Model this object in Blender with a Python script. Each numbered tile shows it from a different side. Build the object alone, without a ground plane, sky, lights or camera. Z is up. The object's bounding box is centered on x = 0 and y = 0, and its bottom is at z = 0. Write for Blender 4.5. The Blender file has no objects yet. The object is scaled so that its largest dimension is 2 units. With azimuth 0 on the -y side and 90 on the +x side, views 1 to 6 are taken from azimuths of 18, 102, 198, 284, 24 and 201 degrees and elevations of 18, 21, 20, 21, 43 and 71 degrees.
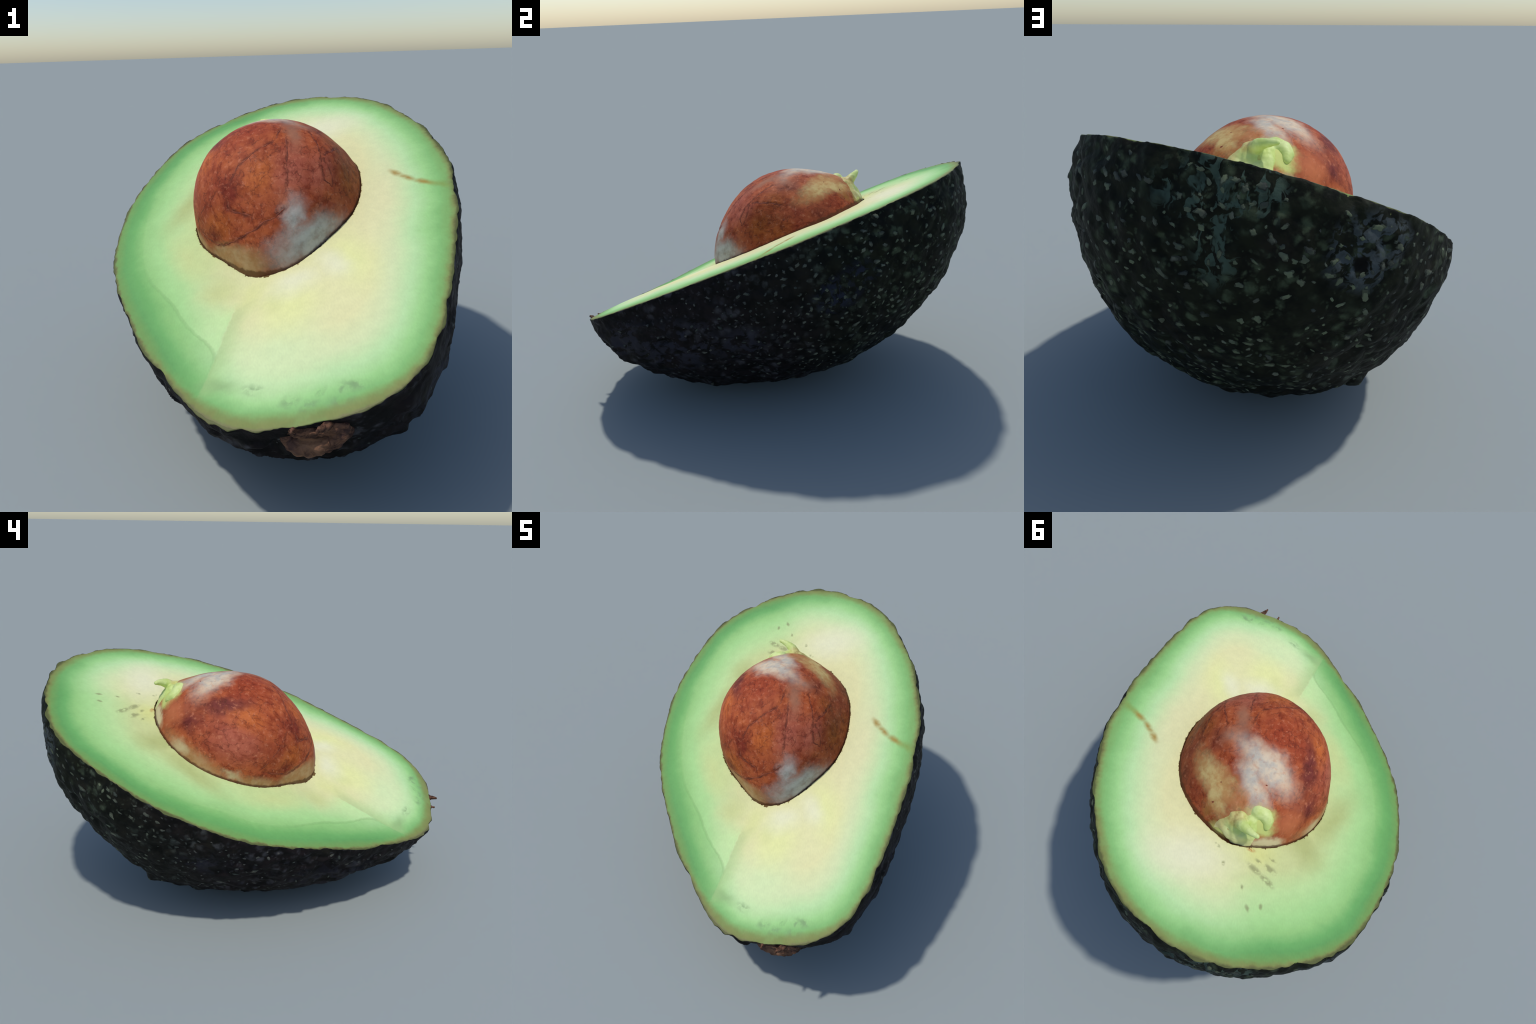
"""Half an avocado lying on its back: bumpy dark skin, pale flesh cut nearly flat,
a big round pit with a green sprout, and the dry stem scar at the narrow end.

Everything is modelled in the frame of the cut: u across, v towards the stem, n out of the cut.
"""
import bpy, bmesh, math
import numpy as np
from mathutils import Matrix, Vector, Euler

rng = np.random.default_rng(7)

# ------------------------------------------------------------------ the frame of the cut
O = np.array([0.10896, -0.01686, 0.77962])            # a point on the cut, near the pit
N = np.array([-0.16065, -0.39726, 0.90353]); N /= np.linalg.norm(N)
V = np.array([0.0, -1.0, 0.0]); V -= N * (V @ N); V /= np.linalg.norm(V)
U = np.cross(V, N)
CUT = Matrix(((U[0], V[0], N[0], O[0]), (U[1], V[1], N[1], O[1]), (U[2], V[2], N[2], O[2]), (0, 0, 0, 1)))

# ------------------------------------------------------------------ noise in numpy
_perm = rng.permutation(4096).astype(np.int64)
_grad = rng.normal(size=(4096, 3)); _grad /= np.linalg.norm(_grad, axis=1)[:, None]
_jit = rng.random((4096, 3))


def _hash(i):
    return _perm[(_perm[(_perm[i[..., 0] & 4095] + i[..., 1]) & 4095] + i[..., 2]) & 4095]


def perlin(p):
    i = np.floor(p).astype(np.int64); f = p - i
    w = f * f * f * (f * (f * 6 - 15) + 10)
    out = 0
    for a in (0, 1):
        for b in (0, 1):
            for c in (0, 1):
                g = _grad[_hash(i + np.array([a, b, c]))]
                d = (g * (f - np.array([a, b, c]))).sum(-1)
                out = out + d * (w[..., 0] if a else 1 - w[..., 0]) * (w[..., 1] if b else 1 - w[..., 1]) * (w[..., 2] if c else 1 - w[..., 2])
    return out * 1.5


def warts(p):
    """Rounded warts, 1 at the top of each and 0 in the creases between them (Voronoi distance)."""
    i = np.floor(p).astype(np.int64); f = p - i
    best = np.full(p.shape[:-1], 9.0)
    for a in (-1, 0, 1):
        for b in (-1, 0, 1):
            for c in (-1, 0, 1):
                o = np.array([a, b, c])
                best = np.minimum(best, ((_jit[_hash(i + o)] + o - f) ** 2).sum(-1))
    return np.clip(1 - best, 0, 1)


def smooth(a, b, x):
    t = np.clip((x - a) / (b - a), 0, 1)
    return t * t * (3 - 2 * t)


# ------------------------------------------------------------------ the body: radius as a Fourier series
# harmonic, cosine part, sine part; each part is a polynomial in the sine of the tilt below the cut
BODY = (
    (0, (0.8668, 0.0704, -0.3483, 0.1708), (0, 0, 0, 0)),
    (1, (0.0968, 0.0256, -0.08, 0.0571), (-0.0214, 0.0119, -0.0641, -0.0007)),
    (2, (-0.1517, 0.047, 0.0549, 0.0872), (-0.0846, 0.0294, 0.0172, -0.0349)),
    (3, (0.0152, -0.0141, 0.0246, 0.0583), (-0.023, -0.0236, 0.0812, -0.0204)),
    (4, (0.0182, -0.0275, 0.012, 0.0052), (0.0248, -0.0269, 0.0231, -0.012)),
    (5, (-0.0106, 0.0028, 0.0005, 0.0003), (0.0011, -0.0069, -0.0296, -0.0261)),
    (6, (0.0015, 0.004, -0.0052, -0.0012), (0.0001, -0.0133, 0.0001, -0.0044)),
    (7, (0.0013, 0.0008, 0.008, 0.0018), (0.0031, -0.0011, -0.0147, -0.0073)),
    (8, (0.0, -0.0013, 0.0132, 0.0056), (-0.0028, -0.004, -0.0116, -0.0061)),
    (9, (0.0025,), (-0.0003,)),
    (10, (-0.0022,), (0.0013,)),
    (11, (-0.002,), (-0.0016,)),
    (12, (0.0003,), (-0.0011,)),
    (13, (0.0008,), (0.002,)),
)
# the rim rises and falls a little round the cut
RIM_WAVE = (-0.0004, -0.0003, 0.0002, 0.0027, -0.011, 0.0014, -0.001, -0.0019, 0.0029, -0.0019, -0.0005, 0.0001, -0.0015)
# single larger knobs of the skin: direction round the cut, tilt below it (degrees), height, radius
KNOBS = (
    (122.7, 46, 0.020, 0.055), (-13, 41, 0.020, 0.050), (-31, 60, 0.010, 0.05), (-32.4, 0, 0.010, 0.03),
    (-125, 10, 0.009, 0.035), (-16, 7.5, 0.009, 0.03), (116, 16, 0.007, 0.04),
    (-24, 1, 0.006, 0.03), (75, 60, 0.006, 0.06), (38, 63, 0.009, 0.08), (100.5, 4.0, -0.020, 0.10),
    # broad flats and swellings
    (126, 28, -0.020, 0.21), (150, 44, -0.022, 0.22), (-122, 33, -0.016, 0.26), (-53, 37, 0.018, 0.20), (-61, 58, 0.014, 0.15),
    (-47, 5, 0.010, 0.11), (-30, 11, 0.014, 0.11), (13, 23, 0.018, 0.14), (-13, 14, -0.010, 0.10), (35, 5, -0.008, 0.10),
    (47, 13, -0.016, 0.14), (70, 17, -0.008, 0.13), (-95, 28, -0.005, 0.22), (-150, 57, 0.022, 0.08), (112, 26, -0.007, 0.2), (92, 12, -0.007, 0.12), (57, 14, -0.006, 0.12), (-24, 10, 0.008, 0.08), (-52, 38, 0.008, 0.10),
    (95, 6, -0.008, 0.10), (54, 10, -0.006, 0.10), (-54, 9, -0.008, 0.08),
)


def body_radius(th, ph):
    s, c = np.sin(ph), np.cos(ph)
    out = 0
    for k, a, b in BODY:
        pa = sum(q * s ** j for j, q in enumerate(a)); pb = sum(q * s ** j for j, q in enumerate(b))
        out = out + c ** k * (pa * np.cos(k * th) + pb * np.sin(k * th))
    return out


def rim_wave(th):
    h = RIM_WAVE[0]
    for k in range(1, 7):
        h = h + RIM_WAVE[2 * k - 1] * np.cos(k * th) + RIM_WAVE[2 * k] * np.sin(k * th)
    return h


def direction(th, ph):
    return np.stack([np.cos(th) * np.cos(ph), np.sin(th) * np.cos(ph), -np.sin(ph)], -1)


def skin_radius(th, ph):
    """Body plus the lumps, warts and knobs of the skin."""
    r = body_radius(th, ph)
    d = direction(th, ph)
    p = d * r[..., None]
    stem_end = smooth(-0.2, 0.75, p[..., 1])
    q = p + 0.02 * np.stack([perlin(p / 0.09 + k * 7.7) for k in range(3)], -1)
    fold = 1 - np.abs(perlin(q * np.array([1.0, 0.7, 1.5]) / 0.092 + 2.2)) * 2.2                # crumpled folds, strongest near the stem
    uneven = np.clip(1 + 1.6 * perlin(p / 0.19 + 6.1), 0.25, 1.9)                                # some places are far lumpier than others
    r = r + 0.0070 * perlin(p / 0.125 + 3.1) + (0.0170 - 0.005 * stem_end) * uneven * (warts(q / 0.085) - 0.62) + 0.0050 * perlin(p / 0.05 + 9.7)
    r = r + 0.0130 * stem_end * uneven * (0.35 + 0.65 * smooth(0.0, 0.14, ph)) * np.clip(fold - 0.25, -0.5, 0.7) + 0.0024 * (warts(q / 0.030 + 4.4) - 0.65) + 0.0014 * perlin(p / 0.02) - 0.0020
    r = r + 0.0030 * np.exp(-(ph / 0.09) ** 2)
    for t, q, hgt, rad in KNOBS:
        t, q = math.radians(t), math.radians(q)
        c = direction(np.array(t), np.array(q)) * body_radius(np.array(t), np.array(q))
        r = r + hgt * np.exp(-((p - c) ** 2).sum(-1) / (rad * rad * 0.7))
    return r


# ------------------------------------------------------------------ the pit: radius as a polynomial of direction
PIT_CENTRE = np.array([0.0853, -0.0273, -0.0233])
PIT = {(0,0,0):0.4250, (0,0,1):-0.0631, (0,1,0):-0.0641, (1,0,0):0.0028, (0,1,1):0.0112, (0,2,0):-0.0313, (1,0,1):0.0246,
       (1,1,0):0.0375, (2,0,0):-0.0261, (0,2,1):0.0246, (0,3,0):0.0165, (1,1,1):-0.0312, (1,2,0):-0.0148, (2,0,1):-0.0073,
       (2,1,0):-0.0281, (3,0,0):0.0152, (0,3,1):0.0061, (0,4,0):0.0066, (1,2,1):-0.0126, (1,3,0):-0.0490, (2,1,1):0.0310,
       (2,2,0):-0.0224, (3,0,1):-0.0172, (3,1,0):-0.0330, (4,0,0):-0.0117, (0,4,1):-0.0016, (0,5,0):-0.0037, (1,3,1):-0.0339,
       (1,4,0):-0.0053, (2,2,1):0.0066, (2,3,0):-0.0389, (3,1,1):-0.0483, (3,2,0):0.0316, (4,0,1):-0.0006, (4,1,0):0.0266,
       (5,0,0):-0.0119, (0,5,1):-0.0400, (0,6,0):0.0387, (1,4,1):0.0245, (1,5,0):-0.0419, (2,3,1):0.0064, (2,4,0):-0.0173,
       (3,2,1):-0.0102, (3,3,0):0.0174, (4,1,1):0.0088, (4,2,0):-0.0059, (5,0,1):0.0091, (5,1,0):-0.0271, (6,0,0):-0.0222}
# height of the flesh where it meets the pit: a slightly tilted plane
PIT_SEAT = (0.0076, -0.0195, -0.0230)


def pit_radius(d):
    r = sum(q * d[..., 0] ** i * d[..., 1] ** j * d[..., 2] ** k for (i, j, k), q in PIT.items())
    r = r + 0.021 * np.exp(-((d - np.array([-0.71, -0.08, 0.65])) ** 2).sum(-1) / 0.09)         # fuller on the right shoulder
    return r + 0.016 * np.exp(-((d - np.array([0.06, -0.95, 0.30])) ** 2).sum(-1) / 0.05)       # and drawn out to a blunt cone under the sprout


# veins of the pit's coat: chains of directions from the pit's centre, width, depth of colour
VEINS = (
    (((-0.25, -0.30, 0.93), (-0.246, -0.04, 0.969), (-0.12, 0.09, 0.985), (0.016, 0.21, 0.978), (0.15, 0.34, 0.93), (0.234, 0.5, 0.83)), 0.016, 0.75),
    (((-0.339, -0.132, 0.931), (-0.37, 0.08, 0.925), (-0.403, 0.293, 0.867), (-0.414, 0.422, 0.807), (-0.40, 0.53, 0.75)), 0.014, 0.7),
    (((-0.52, -0.33, 0.79), (-0.549, -0.259, 0.795), (-0.643, -0.093, 0.761), (-0.69, 0.05, 0.72), (-0.70, 0.119, 0.704), (-0.747, 0.28, 0.603), (-0.828, 0.275, 0.489)), 0.013, 0.85),
    (((-0.69, 0.05, 0.72), (-0.758, 0.093, 0.646), (-0.81, 0.19, 0.55), (-0.828, 0.275, 0.489)), 0.012, 0.7),
    (((-0.70, 0.02, 0.71), (-0.744, -0.098, 0.661), (-0.768, -0.274, 0.579), (-0.769, -0.396, 0.501)), 0.015, 0.9),
    (((0.275, 0.62, 0.74), (0.275, 0.70, 0.659), (0.13, 0.76, 0.64), (-0.018, 0.801, 0.598)), 0.020, 0.9),
    (((0.882, 0.369, 0.293), (0.567, 0.789, 0.237), (0.297, 0.893, 0.339), (0.014, 0.883, 0.469), (-0.255, 0.796, 0.548), (-0.40, 0.69, 0.60)), 0.019, 0.85),
    (((0.882, 0.369, 0.293), (0.75, 0.46, 0.48), (0.543, 0.496, 0.677), (0.40, 0.47, 0.79)), 0.013, 0.55),
    (((0.016, 0.21, 0.978), (-0.03, 0.36, 0.93), (-0.02, 0.45, 0.89)), 0.013, 0.5),
    (((-0.86, -0.30, 0.41), (-0.927, -0.234, 0.293), (-0.94, -0.10, 0.31)), 0.016, 0.5),
    (((0.60, 0.18, 0.78), (0.62, 0.02, 0.78), (0.55, -0.10, 0.83)), 0.012, 0.5),
)
# small dark pits in the coat: direction, size
PITS = ((-0.206, -0.273, 0.94, 0.030), (-0.403, 0.293, 0.867, 0.034), (-0.42, 0.53, 0.74, 0.02), (-0.60, 0.12, 0.79, 0.02),
        (-0.27, 0.0, 0.96, 0.018), (-0.234, -0.925, 0.30, 0.035), (-0.29, -0.94, 0.19, 0.03), (0.46, -0.55, 0.69, 0.03),
        (0.16, -0.76, 0.63, 0.03), (-0.26, -0.84, 0.48, 0.025), (-0.55, -0.50, 0.67, 0.035), (-0.875, -0.359, 0.324, 0.04))


def seg_dist(p, a, b):
    a, b = np.array(a), np.array(b); ab = b - a
    t = np.clip(((p - a) @ ab) / (ab @ ab), 0, 1)
    return np.linalg.norm(p - a - t[..., None] * ab, axis=-1)


# ------------------------------------------------------------------ height of the cut over its own plane
def rbf_height():
    """Thin-plate spline through the rim, the pit's seat and a few points of the two knife strokes."""
    pts, hs = [], []
    for t in np.radians(np.arange(0, 360, 15)):
        r = float(body_radius(np.array(t), np.array(0.0)))
        pts.append((r * math.cos(t), r * math.sin(t))); hs.append(float(rim_wave(t)))
        du, dv = 0.40 * math.cos(t), 0.42 * math.sin(t)
        pts.append((PIT_CENTRE[0] + du, PIT_CENTRE[1] + dv)); hs.append(PIT_SEAT[0] + PIT_SEAT[1] * du + PIT_SEAT[2] * dv)
    for u, v, h in ((-0.391, -0.191, 0.010), (0.186, 0.739, -0.021), (0.19, 0.88, -0.019), (-0.05, 0.56, 0.003), (-0.05, 0.72, 0.004), (-0.05, 0.9, 0.0)):
        pts.append((u, v)); hs.append(h)
    P = np.array(pts); H = np.array(hs); n = len(P)
    K = lambda r: np.where(r > 1e-9, r * r * np.log(np.maximum(r, 1e-9)), 0)
    A = np.zeros((n + 3, n + 3))
    A[:n, :n] = K(np.linalg.norm(P[:, None] - P[None], axis=-1)) + 0.002 * np.eye(n)
    A[:n, n] = 1; A[:n, n + 1:] = P; A[n:, :n] = A[:n, n:].T
    w = np.linalg.solve(A, np.concatenate([H, [0, 0, 0]]))

    # low and high places of the cut that the spline misses: u, v, height, radius
    swells = ((0.15, 0.38, -0.010, 0.11), (-0.26, -0.38, -0.009, 0.15), (-0.42, 0.52, 0.004, 0.22), (0.68, 0.06, 0.005, 0.12), (0.18, 0.42, -0.016, 0.15), (-0.06, -0.56, -0.009, 0.24), (-0.33, 0.42, 0.008, 0.24), (0.72, 0.0, 0.008, 0.12), (-0.12, 0.9, 0.004, 0.15))

    def height(u, v):
        q = np.stack([u, v], -1); out = w[n] + w[n + 1] * u + w[n + 2] * v
        for i in range(n):
            out = out + w[i] * K(np.linalg.norm(q - P[i], axis=-1))
        for a, b, h, rad in swells:
            out = out + h * np.exp(-((u - a) ** 2 + (v - b) ** 2) / (rad * rad * 0.7))
        return out
    return height


cut_height = rbf_height()
# where the first knife stroke ends on the left: u of the step for given v
STEP_V = (-0.60, -0.40, -0.178, -0.026, 0.145, 0.31, 0.41, 0.48, 0.553, 0.613, 0.666, 0.715, 0.75, 0.807, 0.88, 1.0)
STEP_U = (0.66, 0.735, 0.735, 0.704, 0.656, 0.577, 0.482, 0.414, 0.356, 0.300, 0.235, 0.190, 0.176, 0.18, 0.189, 0.20)

# ------------------------------------------------------------------ mesh helpers
root = bpy.data.objects.new("avocado_half", None)
bpy.context.scene.collection.objects.link(root)
root["label"] = "halved avocado with dark bumpy skin and sprouting brown pit"
root["category"] = "fruit"


def add_object(name, mesh, parent, matrix=None):
    ob = bpy.data.objects.new(name, mesh)
    bpy.context.scene.collection.objects.link(ob)
    ob.parent = parent
    if matrix is not None:
        ob.matrix_local = matrix
    return ob


def make_mesh(name, verts, faces, mat, smooth_shade=True):
    me = bpy.data.meshes.new(name)
    me.from_pydata(np.asarray(verts).reshape(-1, 3).tolist(), [], faces if isinstance(faces, list) else faces.tolist())
    me.update()
    if smooth_shade:
        me.polygons.foreach_set("use_smooth", np.ones(len(me.polygons), dtype=bool))
    me.materials.append(mat)
    return me


def ring_faces(rows, cols, flip=False):
    """Quads of a grid of rows closed round in columns."""
    i = np.arange(rows - 1)[:, None] * cols; j = np.arange(cols)[None]; k = (j + 1) % cols
    f = np.stack([i + j, i + k, i + cols + k, i + cols + j], -1).reshape(-1, 4)
    return f[:, ::-1] if flip else f


# ------------------------------------------------------------------ node helpers
def lin(r, g, b, k=1.0):
    f = lambda c: (c / 12.92 if c <= 0.04045 else ((c + 0.055) / 1.055) ** 2.4)
    return (f(r / 255) * k, f(g / 255) * k, f(b / 255) * k, 1.0)


class Nodes:
    def __init__(self, name, roughness=0.6, specular=0.3):
        self.mat = bpy.data.materials.new(name); self.mat.use_nodes = True
        self.t = self.mat.node_tree; self.t.nodes.clear()
        self.out = self.t.nodes.new("ShaderNodeOutputMaterial")
        self.bsdf = self.t.nodes.new("ShaderNodeBsdfPrincipled")
        self.bsdf.inputs["Roughness"].default_value = roughness
        self.bsdf.inputs["Specular IOR Level"].default_value = specular
        self.link(self.bsdf.outputs[0], self.out.inputs[0])
        self.co = self.t.nodes.new("ShaderNodeTexCoord").outputs["Object"]

    def link(self, a, b):
        self.t.links.new(a, b)

    def put(self, sock, v):
        if isinstance(v, bpy.types.NodeSocket):
            self.link(v, sock)
        elif v is not None:
            sock.default_value = v

    def math(self, op, a, b=None, c=None, clamp=False):
        n = self.t.nodes.new("ShaderNodeMath"); n.operation = op; n.use_clamp = clamp
        for s, v in zip(n.inputs, (a, b, c)):
            self.put(s, v)
        return n.outputs[0]

    def vec(self, op, a, b=None, scale=None):
        n = self.t.nodes.new("ShaderNodeVectorMath"); n.operation = op
        self.put(n.inputs[0], a)
        if b is not None: self.put(n.inputs[1], b)
        if scale is not None: self.put(n.inputs["Scale"], scale)
        return n.outputs["Value"] if op in ("LENGTH", "DOT_PRODUCT", "DISTANCE") else n.outputs["Vector"]

    def xyz(self, v):
        n = self.t.nodes.new("ShaderNodeSeparateXYZ"); self.link(v, n.inputs[0]); return n.outputs

    def join(self, x, y, z):
        n = self.t.nodes.new("ShaderNodeCombineXYZ")
        for s, v in zip(n.inputs, (x, y, z)): self.put(s, v)
        return n.outputs[0]

    def noise(self, co, scale, detail=3, rough=0.55, color=False, dist=0.0):
        n = self.t.nodes.new("ShaderNodeTexNoise"); self.link(co, n.inputs["Vector"])
        n.inputs["Scale"].default_value = scale; n.inputs["Detail"].default_value = detail
        n.inputs["Roughness"].default_value = rough; n.inputs["Distortion"].default_value = dist
        return n.outputs["Color"] if color else n.outputs["Fac"]

    def voronoi(self, co, scale, feature="F1"):
        n = self.t.nodes.new("ShaderNodeTexVoronoi"); self.link(co, n.inputs["Vector"]); n.feature = feature
        n.inputs["Scale"].default_value = scale
        return n.outputs["Distance"]

    def step(self, x, a, b, lo=0.0, hi=1.0):
        n = self.t.nodes.new("ShaderNodeMapRange"); n.interpolation_type = "SMOOTHSTEP"; n.clamp = False
        for s, v in zip(list(n.inputs)[:5], (x, a, b, lo, hi)): self.put(s, v)
        return n.outputs[0]

    def mapping(self, co, loc=(0, 0, 0), rot=(0, 0, 0), scale=(1, 1, 1)):
        n = self.t.nodes.new("ShaderNodeMapping"); n.vector_type = "TEXTURE"; self.link(co, n.inputs[0])
        n.inputs["Location"].default_value = loc; n.inputs["Rotation"].default_value = rot; n.inputs["Scale"].default_value = scale
        return n.outputs[0]

    def blob(self, co, loc, scale, rot=(0, 0, 0), inner=0.0):
        """1 at the middle of an ellipsoid, 0 outside it."""
        if not hasattr(scale, "__len__"): scale = (scale,) * 3
        return self.step(self.vec("LENGTH", self.mapping(co, loc, rot, scale)), inner, 1.0, 1.0, 0.0)

    def stroke(self, co, a, b, width, up=(0, 0, 1), inner=0.0):
        """A thin ellipsoid from a to b."""
        a, b = Vector(a), Vector(b); x = (b - a); half = x.length / 2; x.normalize()
        z = Vector(up); z = (z - x * z.dot(x)).normalized(); y = z.cross(x)
        rot = Matrix((x, y, z)).transposed().to_euler()
        return self.blob(co, tuple((a + b) / 2), (half + width * 1.2, width, max(width * 3, 0.05)), tuple(rot), inner)

    def most(self, *a):
        out = a[0]
        for b in a[1:]: out = self.math("MAXIMUM", out, b)
        return out

    def mul(self, *a):
        out = a[0]
        for b in a[1:]: out = self.math("MULTIPLY", out, b)
        return out

    def mix(self, fac, a, b, blend="MIX"):
        n = self.t.nodes.new("ShaderNodeMix"); n.data_type = "RGBA"; n.blend_type = blend
        self.put(n.inputs[0], fac); self.put(n.inputs[6], a); self.put(n.inputs[7], b)
        return n.outputs[2]

    def ramp(self, fac, stops):
        n = self.t.nodes.new("ShaderNodeValToRGB"); self.link(fac, n.inputs[0])
        e = n.color_ramp.elements
        while len(e) < len(stops): e.new(0.5)
        for s, (p, c) in zip(e, stops): s.position = p; s.color = c
        return n.outputs[0]

    def curve(self, x, pts):
        n = self.t.nodes.new("ShaderNodeFloatCurve"); self.link(x, n.inputs["Value"])
        c = n.mapping.curves[0]
        while len(c.points) < len(pts): c.points.new(0.5, 0.5)
        for p, (a, b) in zip(c.points, pts): p.location = (a, b)
        n.mapping.update()
        return n.outputs[0]

    def bump(self, height, strength=0.3, distance=0.01):
        n = self.t.nodes.new("ShaderNodeBump"); n.inputs["Strength"].default_value = strength
        n.inputs["Distance"].default_value = distance; self.link(height, n.inputs["Height"])
        self.link(n.outputs[0], self.bsdf.inputs["Normal"])

    def finish(self, color, sss=0.0):
        self.put(self.bsdf.inputs["Base Color"], color)
        return self.mat


# ------------------------------------------------------------------ materials
def skin_material():
    m = Nodes("avocado_skin", 0.6, 0.08)
    co = m.co
    warp = m.vec("ADD", co, m.vec("SCALE", m.vec("SUBTRACT", m.noise(co, 9, 3, color=True), (0.5, 0.5, 0.5)), scale=0.09))
    x = m.xyz(co)
    # green-black towards the round end, purple-black towards the stem
    along = m.step(m.math("ADD", x[1], m.math("MULTIPLY", m.math("SUBTRACT", m.noise(co, 3.2), 0.5), 0.9)), -0.75, 0.25)
    base = m.mix(along, lin(26, 29, 19), lin(28, 23, 24))
    base = m.mix(m.step(m.noise(co, 6, 4), 0.5, 0.72), base, lin(31, 29, 23))
    base = m.mix(m.mul(m.step(m.noise(co, 17, 4), 0.62, 0.38), 0.7), base, (0.0022, 0.0028, 0.0022, 1))
    pale = m.mix(along, lin(80, 92, 70), lin(72, 70, 74))
    pale = m.mix(m.step(m.noise(co, 24, 3), 0.35, 0.65), m.mix(0.55, pale, base), pale)
    # paler freckles with soft edges, in clusters, between the raised specks
    jig = m.vec("ADD", co, m.vec("SCALE", m.noise(co, 26, 3, color=True), scale=0.05))
    fr = m.mul(m.step(m.voronoi(jig, 19), 0.50, 0.12), m.step(m.noise(co, 7, 2), 0.40, 0.60), 0.75)
    base = m.mix(fr, base, pale)
    fr = m.mul(m.step(m.voronoi(jig, 44), 0.44, 0.14), m.step(m.noise(co, 11, 2), 0.46, 0.62), 0.5)
    base = m.mix(fr, base, pale)
    # dull blue-green and purple scuffs, broken into streaks
    streak = m.step(m.noise(m.mapping(warp, scale=(1, 1, 1.8)), 25, 3, 0.55, dist=0.9), 0.52, 0.58)
    teal = m.most(m.blob(warp, (0.215, -1.03, -0.10), (0.14, 0.3, 0.18), inner=0.5), m.blob(warp, (0.34, -1.02, -0.06), (0.09, 0.3, 0.10), inner=0.4),
                  m.blob(warp, (0.24, -1.0, -0.25), (0.10, 0.3, 0.12), inner=0.4), m.blob(warp, (0.10, -1.03, -0.12), (0.08, 0.3, 0.10), inner=0.3), m.blob(warp, (-0.39, -0.75, -0.06), (0.06, 0.06, 0.05)))
    base = m.mix(m.mul(teal, streak, m.step(m.noise(co, 30, 3), 0.3, 0.6, 0.45, 0.9)), base, lin(66, 82, 72))
    slate = m.most(m.blob(warp, (0.63, -0.84, -0.13), (0.15, 0.15, 0.15), inner=0.55), m.blob(warp, (0.69, -0.80, -0.06), (0.08, 0.08, 0.07), inner=0.4))
    hole = m.blob(m.co, (0.624, -0.84, -0.168), 0.032, inner=0.6)
    lace = m.step(m.noise(warp, 24, 3, 0.55, dist=0.9), 0.46, 0.54)
    base = m.mix(m.mul(slate, lace, m.step(m.noise(co, 30, 3), 0.3, 0.6, 0.5, 0.9)), base, lin(68, 75, 78))
    base = m.mix(hole, base, (0.003, 0.003, 0.003, 1))
    violet = m.most(m.blob(warp, (-0.553, 0.517, -0.27), (0.22, 0.34, 0.2), inner=0.4), m.blob(warp, (-0.56, 0.21, -0.36), (0.2, 0.2, 0.15), inner=0.2),
                    m.blob(warp, (-0.50, 0.75, -0.14), (0.2, 0.24, 0.14), inner=0.3), m.mul(m.blob(warp, (0.82, 0.05, -0.2), (0.2, 0.16, 0.10)), 0.9),
                    m.mul(m.blob(warp, (0.45, 0.62, -0.25), (0.32, 0.38, 0.22), inner=0.2), 0.7))
    base = m.mix(m.mul(violet, m.step(m.noise(m.mapping(warp, scale=(1, 1.6, 1)), 18, 4, 0.6, dist=0.5), 0.47, 0.55), 0.85), base, lin(46, 45, 53))
    blue = m.most(m.blob(warp, (-0.555, -0.316, -0.297), (0.18, 0.16, 0.12), inner=0.2), m.blob(warp, (-0.53, -0.446, -0.25), (0.14, 0.12, 0.10)))
    base = m.mix(m.mul(blue, m.step(m.noise(warp, 26, 4, 0.6), 0.46, 0.56), 0.8), base, lin(38, 42, 56))
    m.bump(m.math("ADD", m.noise(co, 60, 4), m.math("MULTIPLY", m.noise(co, 18, 3), 2.0)), 0.4, 0.006)
    return m.finish(base)


def lenticel_material(name, dim):
    m = Nodes(name, 0.6, 0.2)
    geo = m.t.nodes.new("ShaderNodeNewGeometry").outputs["Position"]
    info = m.t.nodes.new("ShaderNodeObjectInfo").outputs["Random"]
    x = m.xyz(geo)
    along = m.step(m.math("ADD", x[1], m.math("MULTIPLY", m.math("SUBTRACT", m.noise(geo, 3.2), 0.5), 0.9)), -0.1, 0.7)
    c = m.mix(along, lin(88, 84, 80), lin(98, 108, 82))  # speck colours warmed to counter the bluish sky tint
    c = m.mix(m.step(m.noise(geo, 9, 3), 0.36, 0.64), lin(52, 58, 54), c)
    c = m.mix(m.math("MULTIPLY", m.step(m.noise(geo, 30, 2), 0.52, 0.7), 0.6), c, lin(108, 110, 98))
    c = m.mix(m.math("MULTIPLY", info, 0.3), c, lin(104, 104, 84))
    c = m.mix(m.math("MULTIPLY_ADD", m.step(m.noise(geo, 5, 2), 0.4, 0.65), 0.25, 0.05 + dim), c, lin(26, 30, 27))
    m.bump(m.noise(geo, 90, 3), 0.4, 0.004)
    return m.finish(c)


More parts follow.
